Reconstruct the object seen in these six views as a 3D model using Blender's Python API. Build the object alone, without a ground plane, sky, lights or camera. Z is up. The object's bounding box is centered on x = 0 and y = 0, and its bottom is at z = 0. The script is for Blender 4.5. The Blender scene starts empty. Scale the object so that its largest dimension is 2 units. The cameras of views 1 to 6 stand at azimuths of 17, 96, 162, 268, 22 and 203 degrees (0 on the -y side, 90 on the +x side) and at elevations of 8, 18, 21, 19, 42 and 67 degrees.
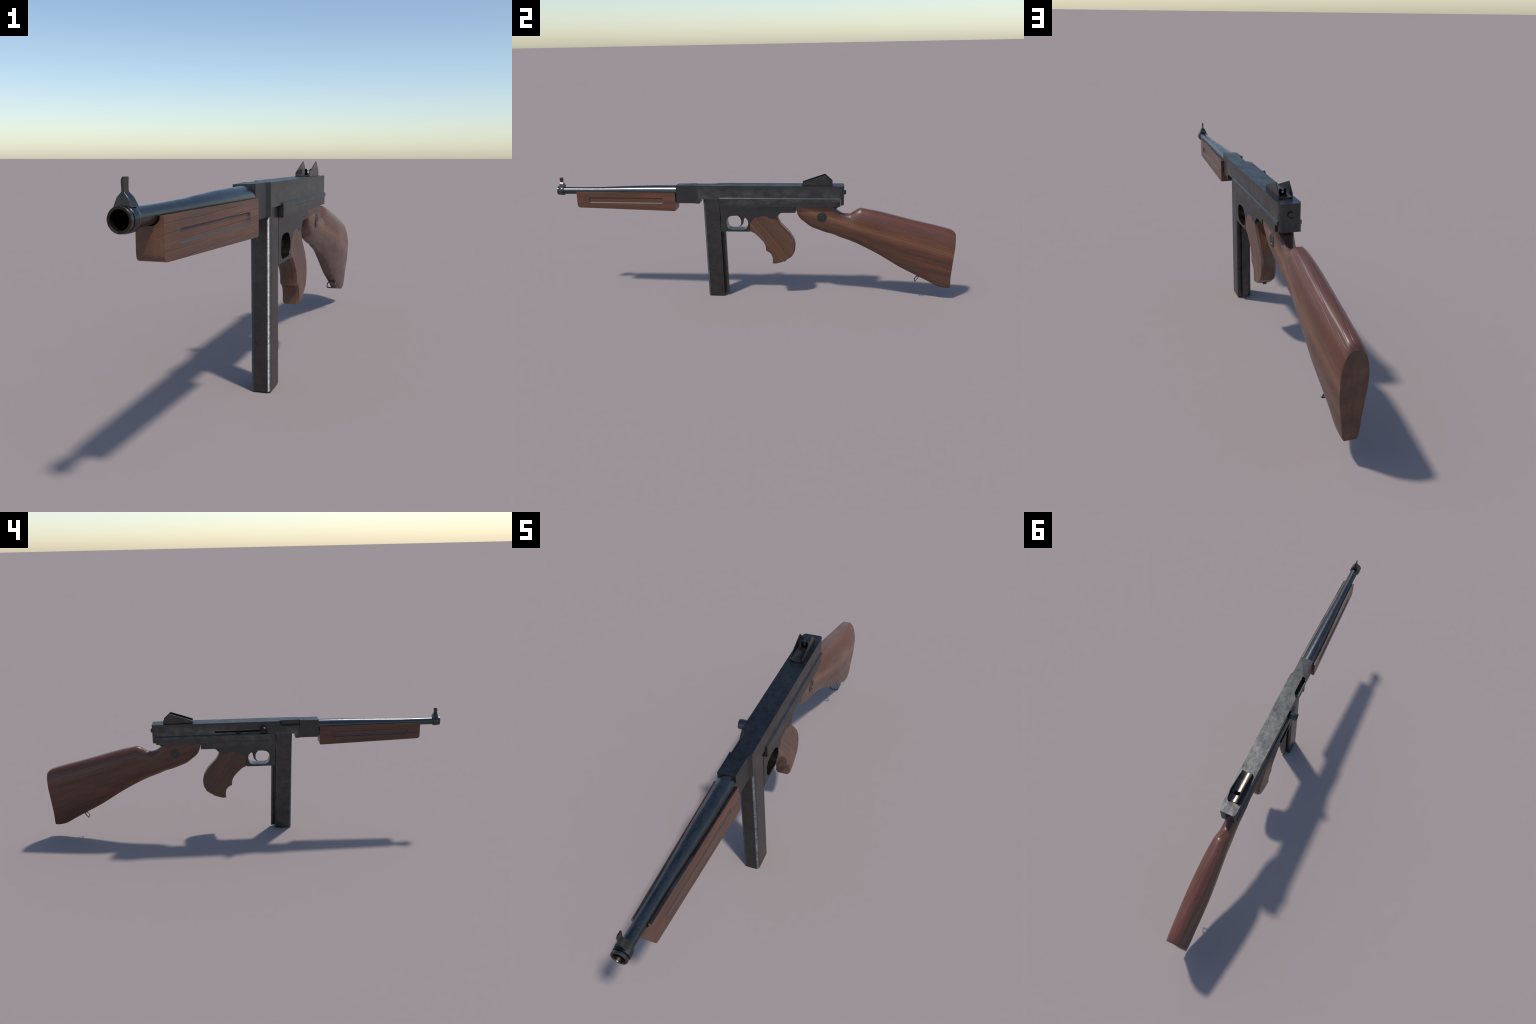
import bpy, bmesh, math
from mathutils import Vector, Matrix

X0 = 0.0135          # centre plane of the gun; the cocking handle sticks out to -x
ZB = 0.547           # height of the bore axis
scene_col = bpy.context.scene.collection


# ------------------------------------------------------------------ helpers
def lerp_table(tab, x):
    if x <= tab[0][0]:
        return tab[0][1]
    for (a, fa), (b, fb) in zip(tab, tab[1:]):
        if x <= b:
            return fa + (fb - fa) * (x - a) / (b - a)
    return tab[-1][1]


def smooth_table(tab):
    """monotone cubic interpolation through control points"""
    xs = [p[0] for p in tab]
    ys = [p[1] for p in tab]
    n = len(xs)
    d = [(ys[i + 1] - ys[i]) / (xs[i + 1] - xs[i]) for i in range(n - 1)]
    m = [d[0]]
    for i in range(1, n - 1):
        if d[i - 1] * d[i] <= 0:
            m.append(0.0)
        else:
            h0, h1 = xs[i] - xs[i - 1], xs[i + 1] - xs[i]
            w1, w2 = 2 * h1 + h0, h1 + 2 * h0
            m.append((w1 + w2) / (w1 / d[i - 1] + w2 / d[i]))
    m.append(d[-1])

    def f(x):
        if x <= xs[0]:
            return ys[0]
        if x >= xs[-1]:
            return ys[-1]
        for i in range(n - 1):
            if x <= xs[i + 1]:
                h = xs[i + 1] - xs[i]
                t = (x - xs[i]) / h
                return ((2 * t ** 3 - 3 * t ** 2 + 1) * ys[i] + (t ** 3 - 2 * t ** 2 + t) * h * m[i]
                        + (-2 * t ** 3 + 3 * t ** 2) * ys[i + 1] + (t ** 3 - t ** 2) * h * m[i + 1])
    return f


def new_obj(name, bm, mat=None, parent=None):
    bmesh.ops.remove_doubles(bm, verts=bm.verts, dist=1e-6)
    bmesh.ops.recalc_face_normals(bm, faces=bm.faces)
    me = bpy.data.meshes.new(name)
    bm.to_mesh(me)
    bm.free()
    ob = bpy.data.objects.new(name, me)
    scene_col.objects.link(ob)
    if mat:
        me.materials.append(mat)
    if parent:
        ob.parent = parent
    return ob


def loops_to_bm(loops, cap=True, closed=True):
    """skin a list of equally long vertex loops"""
    bm = bmesh.new()
    rows = [[bm.verts.new(p) for p in lp] for lp in loops]
    n = len(rows[0])
    for a, b in zip(rows, rows[1:]):
        for i in range(n if closed else n - 1):
            j = (i + 1) % n
            bm.faces.new((a[i], a[j], b[j], b[i]))
    if cap:
        bm.faces.new(rows[0])
        bm.faces.new(list(reversed(rows[-1])))
    return bm


def prism_x(poly, xa, xb):
    """side outline (y, z) extruded across the gun"""
    return loops_to_bm([[(X0 + x, y, z) for y, z in poly] for x in (xa, xb)])


def prism_y(poly, ya, yb):
    """cross-section (x, z) extruded along the gun"""
    return loops_to_bm([[(X0 + x, y, z) for x, z in poly] for y in (ya, yb)])


def prism_z(poly, za, zb, shear=None):
    sh = shear or (lambda x, y, z: y)
    return loops_to_bm([[(X0 + x, sh(x, y, z), z) for x, y in poly] for z in (za, zb)])


def box(xa, xb, ya, yb, za, zb):
    return prism_x([(ya, za), (yb, za), (yb, zb), (ya, zb)], xa, xb)


def lathe_y(profile, cx=0.0, cz=ZB, seg=56, cap=True):
    """profile (y, r) turned about an axis along y"""
    loops = []
    for y, r in profile:
        loops.append([(X0 + cx + r * math.cos(2 * math.pi * k / seg), y,
                       cz + r * math.sin(2 * math.pi * k / seg)) for k in range(seg)])
    return loops_to_bm(loops, cap=cap)


def lathe_x(profile, cy, cz, seg=40):
    loops = []
    for x, r in profile:
        loops.append([(X0 + x, cy + r * math.cos(2 * math.pi * k / seg),
                       cz + r * math.sin(2 * math.pi * k / seg)) for k in range(seg)])
    return loops_to_bm(loops)


def apply_mods(ob):
    dg = bpy.context.evaluated_depsgraph_get()
    dg.update()
    me = bpy.data.meshes.new_from_object(ob.evaluated_get(dg))
    old = ob.data
    ob.modifiers.clear()
    ob.data = me
    me.name = ob.name
    bpy.data.meshes.remove(old)


def boolean(ob, bm_cut, op='DIFFERENCE'):
    cut = new_obj('cutter', bm_cut)
    m = ob.modifiers.new('b', 'BOOLEAN')
    m.object = cut
    m.operation = op
    m.solver = 'EXACT'
    apply_mods(ob)
    me = cut.data
    bpy.data.objects.remove(cut)
    bpy.data.meshes.remove(me)


def finish(ob, width=0.002, seg=2, limit=35, smooth=40):
    bm = bmesh.new()
    bm.from_mesh(ob.data)
    bmesh.ops.dissolve_limit(bm, angle_limit=math.radians(0.4), verts=bm.verts, edges=bm.edges)
    bm.to_mesh(ob.data)
    bm.free()
    if width:
        m = ob.modifiers.new('bev', 'BEVEL')
        m.width = width
        m.segments = seg
        m.limit_method = 'ANGLE'
        m.angle_limit = math.radians(limit)
        m.use_clamp_overlap = True
        apply_mods(ob)
    ob.data.shade_smooth()
    ob.data.set_sharp_from_angle(angle=math.radians(smooth))
    if width:
        wn = ob.modifiers.new('wn', 'WEIGHTED_NORMAL')
        wn.keep_sharp = True
        wn.weight = 100
        apply_mods(ob)
    return ob


def offset_outline(poly, d):
    """move a closed (y, z) outline inwards by d (mitred corners)"""
    area = sum(a[0] * b[1] - b[0] * a[1] for a, b in zip(poly, poly[1:] + poly[:1]))
    sg = 1 if area > 0 else -1
    out = []
    for i, p in enumerate(poly):
        a, b = Vector(poly[i - 1]), Vector(poly[(i + 1) % len(poly)])
        e1, e2 = (Vector(p) - a).normalized(), (b - Vector(p)).normalized()
        n1, n2 = sg * Vector((-e1.y, e1.x)), sg * Vector((-e2.y, e2.x))
        m = (n1 + n2).normalized()
        k = d / max(0.55, m.dot(n1))
        out.append((p[0] + m.x * k, p[1] + m.y * k))
    return out


def soft_slab(poly, hw, steps):
    """side outline of half thickness hw; steps = (inset, distance below the face)"""
    rows = [[(X0 + hw - dx, y, z) for y, z in offset_outline(poly, i)] for i, dx in steps]
    rows += [[(X0 - hw + dx, y, z) for y, z in offset_outline(poly, i)] for i, dx in reversed(steps)]
    return loops_to_bm(rows)


def tube(points, radius, closed=True, seg=10):
    """round wire along a list of points"""
    pts = [Vector(p) for p in points]
    n = len(pts)
    loops = []
    for i, p in enumerate(pts):
        a = pts[(i - 1) % n] if closed else pts[max(i - 1, 0)]
        b = pts[(i + 1) % n] if closed else pts[min(i + 1, n - 1)]
        t = (b - a).normalized()
        nrm = Vector((0, 0.62, 0.78)).cross(t).normalized()
        bn = t.cross(nrm)
        loops.append([p + radius * (math.cos(2 * math.pi * k / seg) * nrm + math.sin(2 * math.pi * k / seg) * bn)
                      for k in range(seg)])
    if closed:
        loops.append(loops[0])
    return loops_to_bm(loops, cap=not closed)


# ---------------------------------------------------------------- materials
class Nodes:
    def __init__(self, name):
        self.mat = bpy.data.materials.new(name)
        self.mat.use_nodes = True
        self.t = self.mat.node_tree
        self.bsdf = self.t.nodes['Principled BSDF']

    def add(self, typ, **kw):
        n = self.t.nodes.new(typ)
        for k, v in kw.items():
            setattr(n, k, v)
        return n

    def link(self, a, b):
        self.t.links.new(a, b)

    def coords(self, scale=(1, 1, 1), rot=(0, 0, 0), src=None, loc=(0, 0, 0)):
        if src is None:
            src = self.add('ShaderNodeTexCoord').outputs['Object']
        m = self.add('ShaderNodeMapping')
        m.inputs['Scale'].default_value = scale
        m.inputs['Rotation'].default_value = rot
        m.inputs['Location'].default_value = loc
        self.link(src, m.inputs['Vector'])
        return m.outputs['Vector']

    def noise(self, vec, scale, detail=3.0, rough=0.55, dist=0.0):
        n = self.add('ShaderNodeTexNoise')
        n.inputs['Scale'].default_value = scale
        n.inputs['Detail'].default_value = detail
        n.inputs['Roughness'].default_value = rough
        n.inputs['Distortion'].default_value = dist
        self.link(vec, n.inputs['Vector'])
        return n.outputs['Fac']

    def ramp(self, fac, stops, interp='LINEAR'):
        r = self.add('ShaderNodeValToRGB')
        r.color_ramp.interpolation = interp
        el = r.color_ramp.elements
        while len(el) < len(stops):
            el.new(0.5)
        for e, (p, c) in zip(el, stops):
            e.position = p
            e.color = (c, c, c, 1) if isinstance(c, (int, float)) else (*c, 1)
        self.link(fac, r.inputs['Fac'])
        return r.outputs['Color']

    def mix(self, fac, a, b, blend='MIX'):
        m = self.add('ShaderNodeMix', data_type='RGBA', blend_type=blend)
        for sock, v in ((m.inputs[0], fac), (m.inputs[6], a), (m.inputs[7], b)):
            if isinstance(v, (int, float)):
                sock.default_value = v
            elif isinstance(v, tuple):
                sock.default_value = (*v, 1)
            else:
                self.link(v, sock)
        return m.outputs[2]

    def math(self, op, a, b=0.0, clamp=False):
        m = self.add('ShaderNodeMath', operation=op, use_clamp=clamp)
        for sock, v in ((m.inputs[0], a), (m.inputs[1], b)):
            if isinstance(v, (int, float)):
                sock.default_value = v
            else:
                self.link(v, sock)
        return m.outputs[0]

    def bump(self, height, strength, dist, normal=None):
        b = self.add('ShaderNodeBump')
        b.inputs['Strength'].default_value = strength
        b.inputs['Distance'].default_value = dist
        self.link(height, b.inputs['Height'])
        if normal:
            self.link(normal, b.inputs['Normal'])
        return b.outputs['Normal']


def gunmetal(name, dark=(0.064, 0.065, 0.067), light=(0.074, 0.074, 0.075), rough=(0.33, 0.46),
             mottle=0.30, metallic=0.96, scratch=True, top=0.72, corner_lift=0.0, ragged=0.0):
    """blued steel: cloudy mottling, fine scratches, worn bright edges, brown dirt in corners"""
    n = Nodes(name)
    obj = n.add('ShaderNodeTexCoord').outputs['Object']
    clouds = n.noise(n.coords((1.0, 0.55, 1.0), src=obj), 34, 6, 0.68)
    big = n.noise(obj, 11, 3, 0.5)
    fine = n.noise(obj, 420, 3, 0.6)
    tone = n.mix(n.ramp(clouds, [(0.15, 0.0), (0.85, 1.0)]), dark, light)
    blot = n.math('MULTIPLY', n.ramp(big, [(0.56, 0.0), (0.74, 1.0)]), n.ramp(clouds, [(0.4, 0.0), (0.65, 1.0)]))
    tone = n.mix(n.math('MULTIPLY', blot, mottle * 0.4), tone, (light[0] * 1.6, light[1] * 1.6, light[2] * 1.55))
    tone = n.mix(0.25, tone, n.ramp(fine, [(0.3, 0.35), (0.7, 0.65)]), 'OVERLAY')
    geo = n.add('ShaderNodeNewGeometry')
    nrm = n.add('ShaderNodeSeparateXYZ')
    n.link(geo.outputs['Normal'], nrm.inputs[0])
    # flat upper faces: base colour darker, with patchy, directional mottling
    up = n.ramp(nrm.outputs['Z'], [(0.80, 0.0), (0.95, 1.0)])
    drift = n.noise(n.coords((1.0, 0.5, 1.0), rot=(0, 0, 0.35), src=obj), 120, 6, 0.75, 0.8)
    patchy = n.ramp(n.math('ADD', n.math('MULTIPLY', clouds, 0.45), n.math('MULTIPLY', drift, 0.55)),
                    [(0.38, tuple(v * top for v in (0.52, 0.56, 0.62))), (0.64, tuple(v * top for v in (1.50, 1.50, 1.48)))])
    tone = n.mix(up, tone, n.mix(1.0, tone, patchy, 'MULTIPLY'))
    wear = n.ramp(geo.outputs['Pointiness'], [(0.54, 0.0), (0.62, 1.0)])
    wear = n.math('MULTIPLY', wear, n.ramp(clouds, [(0.4, 0.05), (0.7, 0.5)]))
    tone = n.mix(wear, tone, (0.24, 0.235, 0.225))
    ao = n.add('ShaderNodeAmbientOcclusion')
    ao.inputs['Distance'].default_value = 0.012
    ao.samples = 6
    crevice_tone = n.ramp(ao.outputs['AO'], [(0.35, 0.75), (0.8, 0.0)])
    tone = n.mix(crevice_tone, tone, (0.085, 0.070, 0.053))
    vary = n.mix(up, n.ramp(clouds, [(0.1, 0.56), (0.9, 0.46)]), n.ramp(clouds, [(0.3, 1.0), (0.7, 0.0)]))
    rr = n.math('ADD', rough[0], n.math('MULTIPLY', vary, rough[1] - rough[0]))
    n.bsdf.inputs['Metallic'].default_value = metallic
    nm = n.bump(n.noise(obj, 300, 3, 0.6), 0.10, 0.0006)
    if ragged:
        nm = n.bump(n.noise(obj, 70, 3, 0.6), ragged, 0.0012, nm)
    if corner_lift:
        # corner normals bent upward and colour lightened to draw the sun and sky glint
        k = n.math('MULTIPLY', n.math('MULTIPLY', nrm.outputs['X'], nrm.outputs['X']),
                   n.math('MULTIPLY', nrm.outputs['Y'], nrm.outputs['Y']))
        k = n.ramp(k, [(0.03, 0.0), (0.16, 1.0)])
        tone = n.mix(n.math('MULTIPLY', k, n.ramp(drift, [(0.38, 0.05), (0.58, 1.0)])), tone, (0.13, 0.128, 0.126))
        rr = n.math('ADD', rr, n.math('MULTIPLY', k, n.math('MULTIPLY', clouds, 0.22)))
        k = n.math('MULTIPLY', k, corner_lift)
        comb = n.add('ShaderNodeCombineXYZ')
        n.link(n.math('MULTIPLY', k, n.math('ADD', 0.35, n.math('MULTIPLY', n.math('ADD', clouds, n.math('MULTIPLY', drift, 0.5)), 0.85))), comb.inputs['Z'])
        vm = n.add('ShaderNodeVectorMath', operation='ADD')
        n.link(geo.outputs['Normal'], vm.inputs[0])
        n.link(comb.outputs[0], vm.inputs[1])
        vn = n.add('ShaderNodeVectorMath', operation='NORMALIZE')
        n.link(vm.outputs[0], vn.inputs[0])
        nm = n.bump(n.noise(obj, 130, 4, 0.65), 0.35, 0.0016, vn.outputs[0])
    if scratch:
        s = n.noise(n.coords((1.0, 0.12, 1.0), rot=(0, 0, 0.5), src=obj), 260, 2, 0.5, 0.6)
        nm = n.bump(s, 0.12, 0.0008, nm)
    n.link(tone, n.bsdf.inputs['Base Color'])
    n.link(rr, n.bsdf.inputs['Roughness'])
    n.link(nm, n.bsdf.inputs['Normal'])
    return n.mat


def plain(name, col, rough=0.5, metallic=0.0, spec=0.5):
    n = Nodes(name)
    obj = n.add('ShaderNodeTexCoord').outputs['Object']
    c = n.mix(n.noise(obj, 120, 3), tuple(v * 0.75 for v in col), tuple(min(1, v * 1.25) for v in col))
    n.link(c, n.bsdf.inputs['Base Color'])
    n.bsdf.inputs['Roughness'].default_value = rough
    n.bsdf.inputs['Metallic'].default_value = metallic
    n.bsdf.inputs['Specular IOR Level'].default_value = spec
    return n.mat


def walnut(name, slope, band=None, base=(0.94, 0.93, 0.92), lines=95.0, rough=0.34, end_grain=None):
    """oiled walnut. slope: angle of the grain in the side view; band: height (across the
    grain) of a paler orange streak; dark thin grain lines and reddish, greyish patches"""
    n = Nodes(name)
    obj = n.add('ShaderNodeTexCoord').outputs['Object']
    # turn the grain on to the y axis
    g = n.coords(rot=(-slope, 0, 0), src=obj)
    stretch = n.coords((1.0, 0.07, 1.0), src=g)
    wobble = n.noise(n.coords((1.0, 0.35, 1.0), src=g), 9, 2, 0.5)
    fibre = n.noise(stretch, 150, 4, 0.65, 0.3)
    streak = n.noise(stretch, 42, 3, 0.55, 0.5)
    patch = n.noise(n.coords((1.0, 0.4, 1.0), src=g), 17, 4, 0.6)
    dark, mid, warm = (0.074, 0.030, 0.018), (0.120, 0.046, 0.025), (0.172, 0.067, 0.033)
    col = n.ramp(streak, [(0.26, dark), (0.50, mid), (0.78, warm)])
    col = n.mix(n.math('MULTIPLY', n.ramp(fibre, [(0.38, 1.0), (0.60, 0.0)]), 0.35), col, (0.060, 0.031, 0.021))
    col = n.mix(n.math('MULTIPLY', n.ramp(patch, [(0.52, 0.0), (0.70, 1.0)]), 0.42), col, (0.085, 0.058, 0.052))
    col = n.mix(n.math('MULTIPLY', n.ramp(patch, [(0.30, 1.0), (0.46, 0.0)]), 0.35), col, (0.185, 0.062, 0.032))
    sep = n.add('ShaderNodeSeparateXYZ')
    n.link(g, sep.inputs[0])
    if band:
        centre, half, red_above = band
        wob = n.math('MULTIPLY', n.math('SUBTRACT', wobble, 0.5), 0.03)
        h = n.math('SUBTRACT', n.math('ADD', sep.outputs['Z'], wob), centre)
        k = n.math('SUBTRACT', 1.0, n.math('DIVIDE', n.math('ABSOLUTE', h), half), clamp=True)
        own = n.add('ShaderNodeSeparateXYZ')
        n.link(obj, own.inputs[0])
        left = n.ramp(n.math('ADD', n.math('MULTIPLY', own.outputs['X'], 20.0), 0.25), [(0.40, 0.10), (0.70, 0.62)])
        col = n.mix(n.math('MULTIPLY', k, left), col, (0.270, 0.112, 0.050))
        up = n.math('DIVIDE', n.math('SUBTRACT', h, red_above), 0.05, clamp=True)
        col = n.mix(n.math('MULTIPLY', up, 0.55), col, (0.135, 0.042, 0.029))
        low = n.math('DIVIDE', n.math('SUBTRACT', -0.075, h), 0.06, clamp=True)
        col = n.mix(n.math('MULTIPLY', low, 0.45), col, (0.085, 0.040, 0.023))
    # thin dark growth lines running along the grain
    w = n.add('ShaderNodeTexWave', wave_type='BANDS', bands_direction='Z', wave_profile='SIN')
    w.inputs['Scale'].default_value = lines / 3.2
    w.inputs['Distortion'].default_value = 3.2
    w.inputs['Detail'].default_value = 2.0
    w.inputs['Detail Scale'].default_value = 1.2
    n.link(n.coords((1.0, 0.10, 1.0), rot=(0, 0.55, 0), src=g), w.inputs['Vector'])
    thin = n.ramp(w.outputs['Fac'], [(0.0, 1.0), (0.06, 0.0)])
    thin = n.math('MULTIPLY', thin, n.ramp(n.noise(stretch, 22, 2), [(0.36, 0.15), (0.55, 1.0)]))
    col = n.mix(n.math('MULTIPLY', thin, 0.7), col, (0.045, 0.024, 0.018))
    # the cut ends (butt, front of the forend) are duller, streaked up and down
    geo = n.add('ShaderNodeNewGeometry')
    nrm = n.add('ShaderNodeSeparateXYZ')
    n.link(geo.outputs['Normal'], nrm.inputs[0])
    endm = n.ramp(n.math('ABSOLUTE', nrm.outputs['Y']), [(0.80, 0.0), (0.92, 1.0)])
    ends = n.noise(n.coords((1.0, 1.0, 0.06), src=obj), 120, 3, 0.6)
    ends = n.mix(n.ramp(patch, [(0.4, 0.0), (0.65, 1.0)]), n.ramp(ends, [(0.3, (0.110, 0.051, 0.030)), (0.7, (0.185, 0.084, 0.048))]),
                 (0.100, 0.048, 0.032))
    col = n.mix(endm, col, ends)
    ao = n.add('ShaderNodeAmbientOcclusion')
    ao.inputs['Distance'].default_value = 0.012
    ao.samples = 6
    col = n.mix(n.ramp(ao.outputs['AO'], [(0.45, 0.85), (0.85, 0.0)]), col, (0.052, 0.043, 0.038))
    if base != (1, 1, 1):
        col = n.mix(1.0, col, base, 'MULTIPLY')
    n.link(col, n.bsdf.inputs['Base Color'])
    n.link(n.ramp(patch, [(0.3, rough - 0.08), (0.7, rough + 0.08)]), n.bsdf.inputs['Roughness'])
    n.bsdf.inputs['Specular IOR Level'].default_value = 0.5
    nm = n.bump(fibre, 0.10, 0.0012)
    nm = n.bump(n.math('SUBTRACT', 1.0, thin), 0.45, 0.0015, nm)
    n.link(nm, n.bsdf.inputs['Normal'])
    return n.mat


STEEL = gunmetal('blued_steel')
BARREL = gunmetal('polished_barrel_steel', dark=(0.060, 0.064, 0.070), light=(0.100, 0.102, 0.105),
                  rough=(0.20, 0.36), mottle=0.3, scratch=False, top=1.0, ragged=0.22)
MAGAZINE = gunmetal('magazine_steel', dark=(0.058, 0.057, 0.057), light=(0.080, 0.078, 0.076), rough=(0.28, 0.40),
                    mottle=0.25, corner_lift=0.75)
SIGHT = gunmetal('sight_steel', dark=(0.055, 0.053, 0.049), light=(0.085, 0.081, 0.074), rough=(0.26, 0.38), top=1.0)
BED = gunmetal('barrel_bed_steel', dark=(0.045, 0.043, 0.040), light=(0.070, 0.066, 0.060), rough=(0.30, 0.42), top=1.0)
TROUGH = gunmetal('sight_base_steel', dark=(0.085, 0.070, 0.054), light=(0.125, 0.102, 0.080), rough=(0.22, 0.32), top=1.0)  # tinted warm and lightened for the sun highlight along the sight base
GROOVE_WALL = plain('groove_wall_dark', (0.058, 0.050, 0.043), 0.5)
BLACK = plain('black_paint', (0.0015, 0.0015, 0.0015), 0.7, 0.0, 0.1)
BORE = plain('dark_brown_bore', (0.045, 0.034, 0.024), 0.34, 0.9)  # dark brown shared by the bore, the bolt and the handle cup
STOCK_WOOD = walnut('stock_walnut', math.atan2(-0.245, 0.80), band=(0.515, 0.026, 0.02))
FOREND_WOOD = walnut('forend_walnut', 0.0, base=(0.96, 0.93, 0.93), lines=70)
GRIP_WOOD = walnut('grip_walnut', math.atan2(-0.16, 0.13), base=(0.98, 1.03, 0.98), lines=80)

# --------------------------------------------------------------- assembling
gun = bpy.data.objects.new('submachine_gun', None)
scene_col.objects.link(gun)
gun.empty_display_size = 0.1
gun['label'] = 'old submachine gun, blued steel with brown walnut stock and grip'
gun['category'] = 'submachine gun'

# ---- receiver: long box, narrower ahead of the magazine, rounded rear corners
half_plan = [(0.0295, -0.379), (0.0300, -0.288), (0.0380, -0.272), (0.0380, 0.430), (0.0377, 0.437), (0.0368, 0.4425), (0.0352, 0.4472), (0.0332, 0.4512), (0.0308, 0.4545)]
plan = half_plan + [(-x, y) for x, y in reversed(half_plan)]
receiver = new_obj('receiver', prism_z(plan, 0.4870, 0.5815), STEEL, gun)
boolean(receiver, box(-0.06, 0.06, -0.2605, 0.4390, 0.40, 0.5147))
boolean(receiver, box(-0.06, 0.06, -0.50, -0.20, 0.40, 0.4912))
# ejection port in the top right edge, its rear end scooped out
# right front corner of the top tilted to shape a facet outside the sun glint
pa, pb = Vector((0.0300, -0.379)), Vector((-0.0195, -0.284))
u = (pb - pa).normalized()
side = Vector((-u.y, u.x))
quad = [(pa - u * 0.03, 0), (pb + u * 0.003, 0), (pb + u * 0.003 + side * 0.08, 1), (pa - u * 0.03 + side * 0.08, 1)]
boolean(receiver, loops_to_bm([[(X0 + p.x, p.y, zz - 0.0036 * k) for p, k in quad] for zz in (0.5815, 0.62)]))
port_low = [(-0.0195, -0.284), (-0.0195, -0.194), (-0.0390, -0.1935), (-0.0600, -0.190), (-0.0600, -0.284)]
port_top = [(-0.0195, -0.284), (-0.0195, -0.191), (-0.0370, -0.1665), (-0.0600, -0.150), (-0.0600, -0.284)]
boolean(receiver, loops_to_bm([[(X0 + x, y, 0.5555) for x, y in port_low],
                               [(X0 + x, y, 0.5830) for x, y in port_top]]))
boolean(receiver, box(-0.0345, -0.0200, -0.281, -0.197, 0.540, 0.570))
# slot of the cocking handle, with the dip for taking the handle out
boolean(receiver, box(-0.05, -0.020, -0.120, 0.144, 0.5318, 0.5468))
boolean(receiver, prism_x([(0.042, 0.536), (0.035, 0.527), (0.029, 0.5235), (0.021, 0.5235), (0.015, 0.527), (0.008, 0.536)],
                          -0.05, -0.020))
finish(receiver, 0.0030, 2)

bolt = new_obj('bolt', box(-0.0225, 0.020, -0.276, 0.160, 0.5290, 0.5500), BORE, receiver)
finish(bolt, 0.003)
slide = new_obj('bolt_slide', box(-0.0362, -0.0190, -0.119, 0.1432, 0.5392, 0.5472), STEEL, receiver)
finish(slide, 0.0006, 1)

# ---- side rails / lower receiver block
chan = [(0.0365, 0.5240), (0.0430, 0.5185), (0.0430, 0.4798), (-0.0430, 0.4798), (-0.0430, 0.5185), (-0.0365, 0.5240)]
rail = new_obj('side_rail', prism_y(chan, -0.1595, 0.4378), STEEL, gun)
for s in (1, -1):
    boolean(rail, box(s * (0.0365 if s > 0 else 0.0405), s * 0.06, 0.4212, 0.50, 0.40, 0.5055))
    boolean(rail, box(s * 0.0420, s * 0.06, -0.037, 0.45, 0.5050, 0.5064))
finish(rail, 0.0011, 2)
tang = new_obj('rear_tang', loops_to_bm([
    [(X0 + x, y, 0.4835) for x, y in ((-0.020, 0.398), (0.020, 0.398), (0.020, 0.4380), (-0.020, 0.4380))],
    [(X0 + x, y, 0.4650) for x, y in ((-0.014, 0.398), (0.014, 0.398), (0.014, 0.4185), (-0.014, 0.4185))]]), STEEL, rail)
finish(tang, 0.001)

knob = new_obj('rear_knob', lathe_y([(0.4500, 0.0108), (0.4615, 0.0108), (0.4640, 0.0085), (0.4650, 0.0040)],
                                    cz=0.5452, seg=32), STEEL, receiver)
finish(knob, 0, smooth=50)

# ---- cocking handle
handle = new_obj('cocking_handle', lathe_x(
    [(-0.020, 0.0060), (-0.0385, 0.0060), (-0.0390, 0.0135), (-0.0420, 0.0168), (-0.0740, 0.0172), (-0.0755, 0.0163),
     (-0.0755, 0.0155), (-0.0745, 0.0148), (-0.0660, 0.0135), (-0.0640, 0.0050)], -0.1000, 0.5425), BARREL, gun)
finish(handle, 0, smooth=38)
handle.data.materials.append(BORE)
for p in handle.data.polygons:
    if p.center.x < X0 - 0.05 and math.hypot(p.center.y + 0.1, p.center.z - 0.5425) < 0.0146:
        p.material_index = 1

# ---- rear sight: folded sheet with two triangular wings and a black peep plate
sight = new_obj('rear_sight', prism_y(
    [(-0.0218, 0.5800), (0.0218, 0.5800)] + [(0.0218 - 0.0436 * k / 16, 0.5852 + 12.0 * (0.0218 - 0.0436 * k / 16) ** 2) for k in range(17)],  # base curved into a trough to place the overhead sun streak
    0.2510, 0.3975), TROUGH, gun)
finish(sight, 0.0012)
wing_outline = [(0.2508, 0.5805), (0.2512, 0.5935), (0.2545, 0.5965), (0.3590, 0.6322), (0.3618, 0.6322),
                (0.3965, 0.6010), (0.3978, 0.5965), (0.3978, 0.5805)]
for s in (1, -1):
    w = new_obj('sight_wing', prism_x(wing_outline, s * 0.0212, s * 0.0245), SIGHT, sight)
    finish(w, 0.0009, 2)
peep = new_obj('peep_plate', prism_x([(0.3520, 0.585), (0.3585, 0.585), (0.3585, 0.6062), (0.3520, 0.6062)], -0.0150, 0.0090),
               BLACK, sight)
boolean(peep, box(-0.0080, 0.0022, 0.34, 0.37, 0.6015, 0.62))
boolean(peep, lathe_y([(0.34, 0.0047), (0.37, 0.0047)], cx=-0.0030, cz=0.5955, seg=24))
finish(peep, 0.0006)

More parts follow.
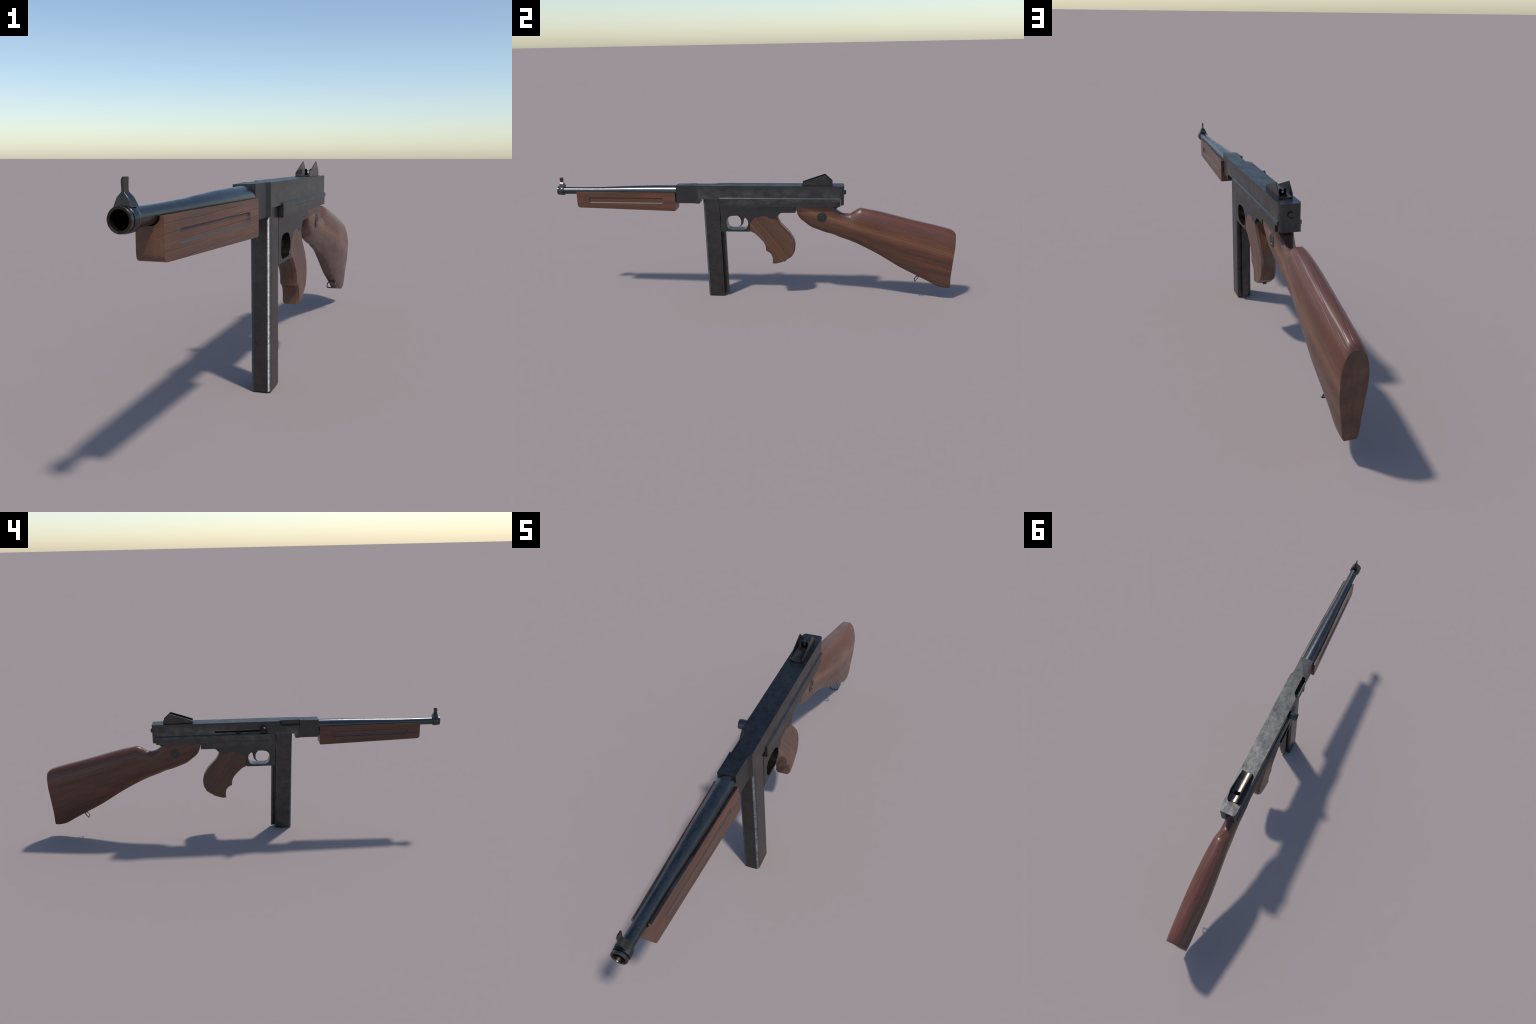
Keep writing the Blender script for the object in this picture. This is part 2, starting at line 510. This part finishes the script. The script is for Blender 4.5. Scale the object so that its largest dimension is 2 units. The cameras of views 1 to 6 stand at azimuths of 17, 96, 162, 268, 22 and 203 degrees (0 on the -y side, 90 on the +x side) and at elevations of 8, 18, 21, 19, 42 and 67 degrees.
# ---- barrel and muzzle
swell = smooth_table([(-0.965, 0.0180), (-0.89, 0.0177), (-0.82, 0.0180), (-0.77, 0.0190), (-0.70, 0.0215), (-0.63, 0.0245),
                      (-0.56, 0.0268), (-0.48, 0.0285), (-0.37, 0.0294)])
prof = [(-0.800, 0.0150), (-0.9988, 0.0167), (-1.0000, 0.0173), (-1.0000, 0.0216), (-0.9990, 0.0223),
        (-0.9930, 0.0223), (-0.9918, 0.0210), (-0.9885, 0.0200)]
prof += [(-0.968 + 0.598 * k / 40, swell(-0.968 + 0.598 * k / 40)) for k in range(41)]
barrel = new_obj('barrel', lathe_y(prof), BARREL, gun)
finish(barrel, 0, smooth=32)
barrel.data.materials.append(BORE)
for p in barrel.data.polygons:
    if p.center.y < -0.79 and math.hypot(p.center.x - X0, p.center.z - ZB) < 0.0169:
        p.material_index = 1
plug = new_obj('bore', lathe_y([(-0.8030, 0.0148), (-0.8020, 0.0149)], seg=40), BORE, barrel)
finish(plug, 0)
ring = new_obj('muzzle_collar', lathe_y(
    [(-0.9890, 0.0195), (-0.9890, 0.0222), (-0.9875, 0.0235), (-0.9768, 0.0236), (-0.9764, 0.0230), (-0.9752, 0.0230),
     (-0.9748, 0.0236), (-0.9690, 0.0234), (-0.9672, 0.0222), (-0.9660, 0.0178),
     (-0.9890, 0.0178), (-0.9890, 0.0195)], cap=False), BARREL, barrel)
finish(ring, 0, smooth=42)
levels = [  # height, half width, front edge, rear edge of the blade
    (0.5662, 0.0162, -0.9888, -0.9640), (0.5700, 0.0146, -0.9888, -0.9640), (0.5760, 0.0122, -0.9885, -0.9655),
    (0.5815, 0.0100, -0.9880, -0.9672), (0.5858, 0.0063, -0.9873, -0.9688), (0.5900, 0.0026, -0.9866, -0.9698),
    (0.5960, 0.0023, -0.9865, -0.9700), (0.6030, 0.0023, -0.9873, -0.9697), (0.6075, 0.0023, -0.9876, -0.9693),
    (0.6112, 0.0023, -0.9860, -0.9689), (0.6137, 0.0023, -0.9820, -0.9686)]
fs = new_obj('front_sight', loops_to_bm([[(X0 - h, a, z), (X0 + h, a, z), (X0 + h, b, z), (X0 - h, b, z)]
                                         for z, h, a, b in levels]), SIGHT, barrel)
finish(fs, 0.0004, 1, smooth=22)

# ---- wooden forend
def fore_hw(y):
    return 0.0270 + 0.0120 * (y + 0.896) / 0.513

fore_side = [(-0.8960, 0.5467), (-0.8962, 0.4785), (-0.8945, 0.4715), (-0.8905, 0.4668), (-0.8850, 0.4647),
             (-0.3905, 0.4522), (-0.3855, 0.4532), (-0.3835, 0.4565), (-0.3830, 0.5465)]
bm = prism_x(fore_side, -1.0, 1.0)
for v in bm.verts:
    v.co.x = X0 + math.copysign(fore_hw(v.co.y), v.co.x - X0)
forend = new_obj('forend', bm, FOREND_WOOD, gun)
boolean(forend, lathe_y([(-0.92, swell(-0.92) + 0.0022)] +
                        [(-0.90 + 0.54 * k / 16, swell(-0.90 + 0.54 * k / 16) + 0.0022) for k in range(17)], cz=ZB + 0.0005))


def grip_groove(side):
    """shallow rounded finger groove with sloping walls"""
    def ring_pts(inset, depth):
        ya, yb, za, zb, r = -0.8340 + inset, -0.4440 - inset, 0.4895 + inset, 0.5185 - inset, 0.0085
        pts = []
        for cy, cz, a0 in ((yb - r, zb - r, 0), (ya + r, zb - r, 90), (ya + r, za + r, 180), (yb - r, za + r, 270)):
            for k in range(7):
                a = math.radians(a0 + 15 * k)
                y, z = cy + r * math.cos(a), cz + r * math.sin(a)
                pts.append((X0 + side * (fore_hw(y) - depth), y, z))
        return pts
    return loops_to_bm([ring_pts(0.0, -0.002), ring_pts(0.0, 0.0003), ring_pts(0.0036, 0.0040)])


for s in (1, -1):
    boolean(forend, grip_groove(s))

# dark steel bed let into the top of the forend
boolean(forend, loops_to_bm([[(X0 + sx * (fore_hw(y) - 0.0020), y, z) for sx, y in ((-1, -0.894), (1, -0.894), (1, -0.30), (-1, -0.30))]
                             for z in (0.5435, 0.60)]))
finish(forend, 0.0013, 2, limit=30)
forend.data.materials.append(GROOVE_WALL)          # dark tone along the walls of the finger grooves
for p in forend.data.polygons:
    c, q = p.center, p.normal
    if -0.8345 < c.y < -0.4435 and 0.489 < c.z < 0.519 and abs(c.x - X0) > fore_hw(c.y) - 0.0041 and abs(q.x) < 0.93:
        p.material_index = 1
bed = new_obj('barrel_bed', loops_to_bm([[(X0 + sx * (fore_hw(y) - 0.0022), y, z) for sx, y in ((-1, -0.8935), (1, -0.8935), (1, -0.3835), (-1, -0.3835))]
                                         for z in (0.5405, 0.5458)]), BED, forend)
finish(bed, 0.0004, 1)

# ---- magazine: straight box leaning a touch forward, T shaped rib on its back
def mag_lean(x, y, z):
    return y - 0.015 * (z / 0.5) * (1.0 if y < -0.2 else 1.15) * 0.55


corner = [(0.0285 - 0.0125 * (1 - math.cos(math.radians(a))), -0.2240 - 0.0120 * math.sin(math.radians(a)))
          for a in (0, 18, 36, 54, 72, 90)]
half = [(0.0285, -0.1530)] + corner
mag_plan = half + [(-x, y) for x, y in reversed(half)]
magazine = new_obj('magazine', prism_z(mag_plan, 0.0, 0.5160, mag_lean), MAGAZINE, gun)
finish(magazine, 0.0022, 2, limit=50)
rib_half = [(0.0055, -0.1560), (0.0055, -0.1440), (0.0110, -0.1425), (0.0110, -0.1325)]
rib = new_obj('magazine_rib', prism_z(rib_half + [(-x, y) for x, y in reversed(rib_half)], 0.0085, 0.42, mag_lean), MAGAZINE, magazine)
finish(rib, 0.0010, 2)

# ---- trigger frame
frame_side = [(-0.1580, 0.4810), (0.2185, 0.4810), (0.2172, 0.4455), (0.1500, 0.4450), (0.1440, 0.4432), (0.1365, 0.4375),
              (0.1275, 0.4262), (0.1220, 0.4142), (0.0825, 0.4140), (0.0800, 0.4252), (0.0640, 0.4265), (0.0467, 0.4258),
              (0.0245, 0.4216), (0.0110, 0.4140), (0.0000, 0.4040), (-0.0085, 0.3915), (-0.0118, 0.3818), (-0.0135, 0.3460),
              (-0.1580, 0.3460)]
frame = new_obj('trigger_frame', prism_x(frame_side, -0.0284, 0.0284), STEEL, gun)
guard = [(-0.1300, 0.3930), (-0.1285, 0.4060), (-0.1225, 0.4170), (-0.1130, 0.4238), (-0.1000, 0.4275), (-0.0750, 0.4288),
         (-0.0500, 0.4265), (-0.0335, 0.4190), (-0.0230, 0.4060), (-0.0195, 0.3920), (-0.0212, 0.3790), (-0.0270, 0.3660),
         (-0.0365, 0.3588), (-0.0500, 0.3565), (-0.1070, 0.3562), (-0.1180, 0.3605), (-0.1260, 0.3710), (-0.1295, 0.3820)]
boolean(frame, prism_x(guard, -0.05, 0.05))
finish(frame, 0.0011, 2, limit=40, smooth=38)
frame.data.materials.append(TROUGH)         # lighter, warmer colour for sunlit ground reflected inside the guard
for p in frame.data.polygons:
    if -0.132 < p.center.y < -0.018 and 0.354 < p.center.z < 0.430 and abs(p.normal.x) < 0.3:
        p.material_index = 1
trigger_side = [(-0.0790, 0.4330), (-0.0735, 0.4215), (-0.0630, 0.4100), (-0.0585, 0.3985), (-0.0585, 0.3860), (-0.0610, 0.3755),
                (-0.0660, 0.3690), (-0.0712, 0.3648), (-0.0690, 0.3642), (-0.0590, 0.3700), (-0.0520, 0.3765), (-0.0475, 0.3860),
                (-0.0455, 0.3960), (-0.0450, 0.4050), (-0.0375, 0.4135), (-0.0340, 0.4200), (-0.0380, 0.4330)]
trigger = new_obj('trigger', prism_x(trigger_side, -0.0062, 0.0062), SIGHT, frame)
finish(trigger, 0.0012, 2, limit=50)

# ---- pistol grip with finger swells
grip_side = [(-0.0130, 0.3465), (0.0114, 0.3352), (0.0350, 0.3130), (0.0546, 0.2915), (0.0645, 0.2710), (0.0667, 0.2445),
             (0.0765, 0.2400), (0.0862, 0.2340), (0.0958, 0.2218), (0.1005, 0.2010), (0.0992, 0.1772), (0.1175, 0.1760),
             (0.1505, 0.1862), (0.1800, 0.2032), (0.1990, 0.2170), (0.2130, 0.2452), (0.2152, 0.2750), (0.2095, 0.3020),
             (0.1875, 0.3390), (0.1620, 0.3660), (0.1440, 0.3840), (0.1330, 0.4020), (0.1262, 0.4200), (0.1200, 0.4400),
             (0.0300, 0.4400), (-0.0060, 0.4150), (-0.0160, 0.3900), (-0.0165, 0.3510)]
grip = new_obj('pistol_grip', soft_slab(grip_side, 0.0278, [(0.0068, 0.0), (0.0058, 0.0004), (0.0012, 0.0066), (0.0, 0.0088)]), GRIP_WOOD, gun)
finish(grip, 0.0006, 1, limit=25, smooth=26)
gs = new_obj('grip_screw', loops_to_bm([[(X0 + 0.0075 * math.cos(a), 0.158 + 0.0075 * math.sin(a), z)
                                         for a in [2 * math.pi * k / 20 for k in range(20)]] for z in (0.1845, 0.1960)]),
             STEEL, grip)
gs.data.transform(Matrix.Translation((0, 0.158, 0.19)) @ Matrix.Rotation(math.radians(30), 4, 'X')
                  @ Matrix.Translation((0, -0.158, -0.19)))
finish(gs, 0.001)

# ---- butt stock: loft of cross-sections along the gun
top = smooth_table([(0.2195, 0.4815), (0.395, 0.4805), (0.406, 0.4710), (0.420, 0.4580), (0.4330, 0.4480), (0.450, 0.4400),
                    (0.4680, 0.4368), (0.4840, 0.4370), (0.497, 0.4440), (0.511, 0.4535), (0.522, 0.4600), (0.5300, 0.4634), (0.5375, 0.4652),
                    (0.5560, 0.4627), (0.602, 0.4542), (0.666, 0.4392), (0.759, 0.4155), (0.86, 0.3910), (0.9045, 0.3808),
                    (0.953, 0.3684), (0.977, 0.3610), (0.991, 0.3535), (1.0, 0.3440)])
bottom = smooth_table([(0.2195, 0.4630), (0.2232, 0.4460), (0.2335, 0.4200), (0.262, 0.3945), (0.295, 0.3700), (0.329, 0.3570),
                       (0.367, 0.3430), (0.402, 0.3340), (0.436, 0.3195), (0.494, 0.2988), (0.563, 0.2685), (0.623, 0.2375), (0.743, 0.1658),
                       (0.830, 0.1222), (0.880, 0.0985), (0.953, 0.0660), (0.985, 0.0628), (1.0, 0.0640)])
halfw = smooth_table([(0.2195, 0.0268), (0.30, 0.0294), (0.35, 0.0300), (0.42, 0.0298), (0.47, 0.0312), (0.53, 0.0362), (0.60, 0.0420),
                      (0.70, 0.0470), (0.76, 0.0485), (0.85, 0.0470), (0.93, 0.0440), (1.0, 0.0405)])
butt_y = smooth_table([(0.06, 0.9885), (0.13, 0.9880), (0.20, 0.9905), (0.243, 0.9950), (0.30, 0.9990), (0.33, 1.0000), (0.36, 0.9990)])
SEC = {  # (height fraction, width fraction)
    'front': [(0, 0.30), (0.05, 0.55), (0.18, 0.88), (0.35, 0.98), (0.6, 1.0), (1.0, 0.99)],
    'neck': [(0, 0.25), (0.06, 0.50), (0.2, 0.84), (0.4, 0.98), (0.6, 1.0), (0.78, 0.93), (0.92, 0.70), (1.0, 0.30)],
    'body': [(0, 0.36), (0.03, 0.46), (0.2, 0.72), (0.4, 0.92), (0.56, 0.99), (0.68, 1.0), (0.80, 0.93), (0.90, 0.77), (0.965, 0.54), (1.0, 0.28)],
    'butt': [(0, 0.47), (0.02, 0.55), (0.24, 0.74), (0.42, 0.90), (0.58, 0.985), (0.72, 1.0), (0.80, 0.95), (0.87, 0.84), (0.93, 0.73), (0.975, 0.52), (1.0, 0.33)]}
MIXT = [(0.2195, 'front'), (0.385, 'front'), (0.455, 'neck'), (0.50, 'neck'), (0.58, 'body'), (0.85, 'body'), (1.0, 'butt')]
TS = [0, 0.03, 0.08, 0.15, 0.24, 0.34, 0.45, 0.56, 0.66, 0.75, 0.83, 0.89, 0.94, 0.975, 1.0]
SECF = {k: smooth_table(v) for k, v in SEC.items()}


def section(y):
    for (ya, a), (yb, b) in zip(MIXT, MIXT[1:]):
        if y <= yb:
            f = (y - ya) / (yb - ya)
            break
    else:
        f = 1.0
    f = f * f * (3 - 2 * f)
    zb, zt, hw = bottom(y), top(y), halfw(y)
    pts = []
    for t in TS:
        wv = hw * (SECF[a](t) * (1 - f) + SECF[b](t) * f)
        pts.append((wv, zb + (zt - zb) * t))
    lp = []
    for x, z in pts + [(-x, z) for x, z in reversed(pts)]:
        yy = y
        if y > 0.80:
            yy = 0.80 + (y - 0.80) / 0.20 * (butt_y(z) - 0.80)
        lp.append((X0 + x, yy, z))
    return lp


stations = [0.2195, 0.2210, 0.2232, 0.228, 0.2335, 0.246, 0.262, 0.278]
stations += [0.295 + (0.40 - 0.295) * k / 6 for k in range(7)]
stations += [0.40 + (0.56 - 0.40) * k / 26 for k in range(1, 27)]
stations += [0.56 + (0.95 - 0.56) * k / 26 for k in range(1, 27)]
stations += [0.965, 0.975, 0.983, 0.990, 0.995, 1.0]
stock = new_obj('stock', loops_to_bm([section(y) for y in stations]), STOCK_WOOD, gun)
m = stock.modifiers.new('bev', 'BEVEL')
m.width, m.segments, m.limit_method, m.angle_limit = 0.0042, 3, 'ANGLE', math.radians(55)
apply_mods(stock)
stock.data.shade_smooth()
stock.data.set_sharp_from_angle(angle=math.radians(45))

for s in (1, -1):
    washer = new_obj('washer', lathe_x([(s * 0.024, 0.0240), (s * 0.0311, 0.0240), (s * 0.0317, 0.0234), (s * 0.0317, 0.0148),
                                        (s * 0.0304, 0.0142), (s * 0.0304, 0.0010)], 0.3480, 0.4258), STEEL, stock)
    finish(washer, 0, smooth=30)
    screw = new_obj('stock_screw', lathe_x([(s * 0.024, 0.0122), (s * 0.0311, 0.0122), (s * 0.0317, 0.0116)], 0.3480, 0.4258), STEEL, stock)
    bmc = box(s * 0.0308, s * 0.04, 0.3468, 0.3492, 0.41, 0.44)
    bmesh.ops.rotate(bmc, verts=bmc.verts, cent=(X0, 0.348, 0.4258), matrix=Matrix.Rotation(math.radians(40), 3, 'X'))
    boolean(screw, bmc)
    finish(screw, 0.0003, 1)

# ---- sling swivel under the stock
d_ring = []
ring_pts = [(-0.010, 0.0), (-0.0155, -0.004), (-0.0180, -0.011), (-0.0180, -0.0225), (-0.0155, -0.0265), (0.0, -0.0270),
            (0.0155, -0.0265), (0.0180, -0.0225), (0.0180, -0.011), (0.0155, -0.004), (0.010, 0.0), (0.0, 0.001)]
tilt = math.atan2(0.020, 0.028)
for x, d in ring_pts:
    d_ring.append((X0 + x, 0.8315 + d * math.sin(tilt), 0.1165 + d * math.cos(tilt)))
swivel = new_obj('sling_swivel', tube(d_ring, 0.0027), STEEL, stock)
finish(swivel, 0, smooth=60)
lug = new_obj('swivel_lug', lathe_x([(-0.0065, 0.0045), (0.0065, 0.0045)], 0.8325, 0.1190, seg=16), STEEL, stock)
finish(lug, 0.001)
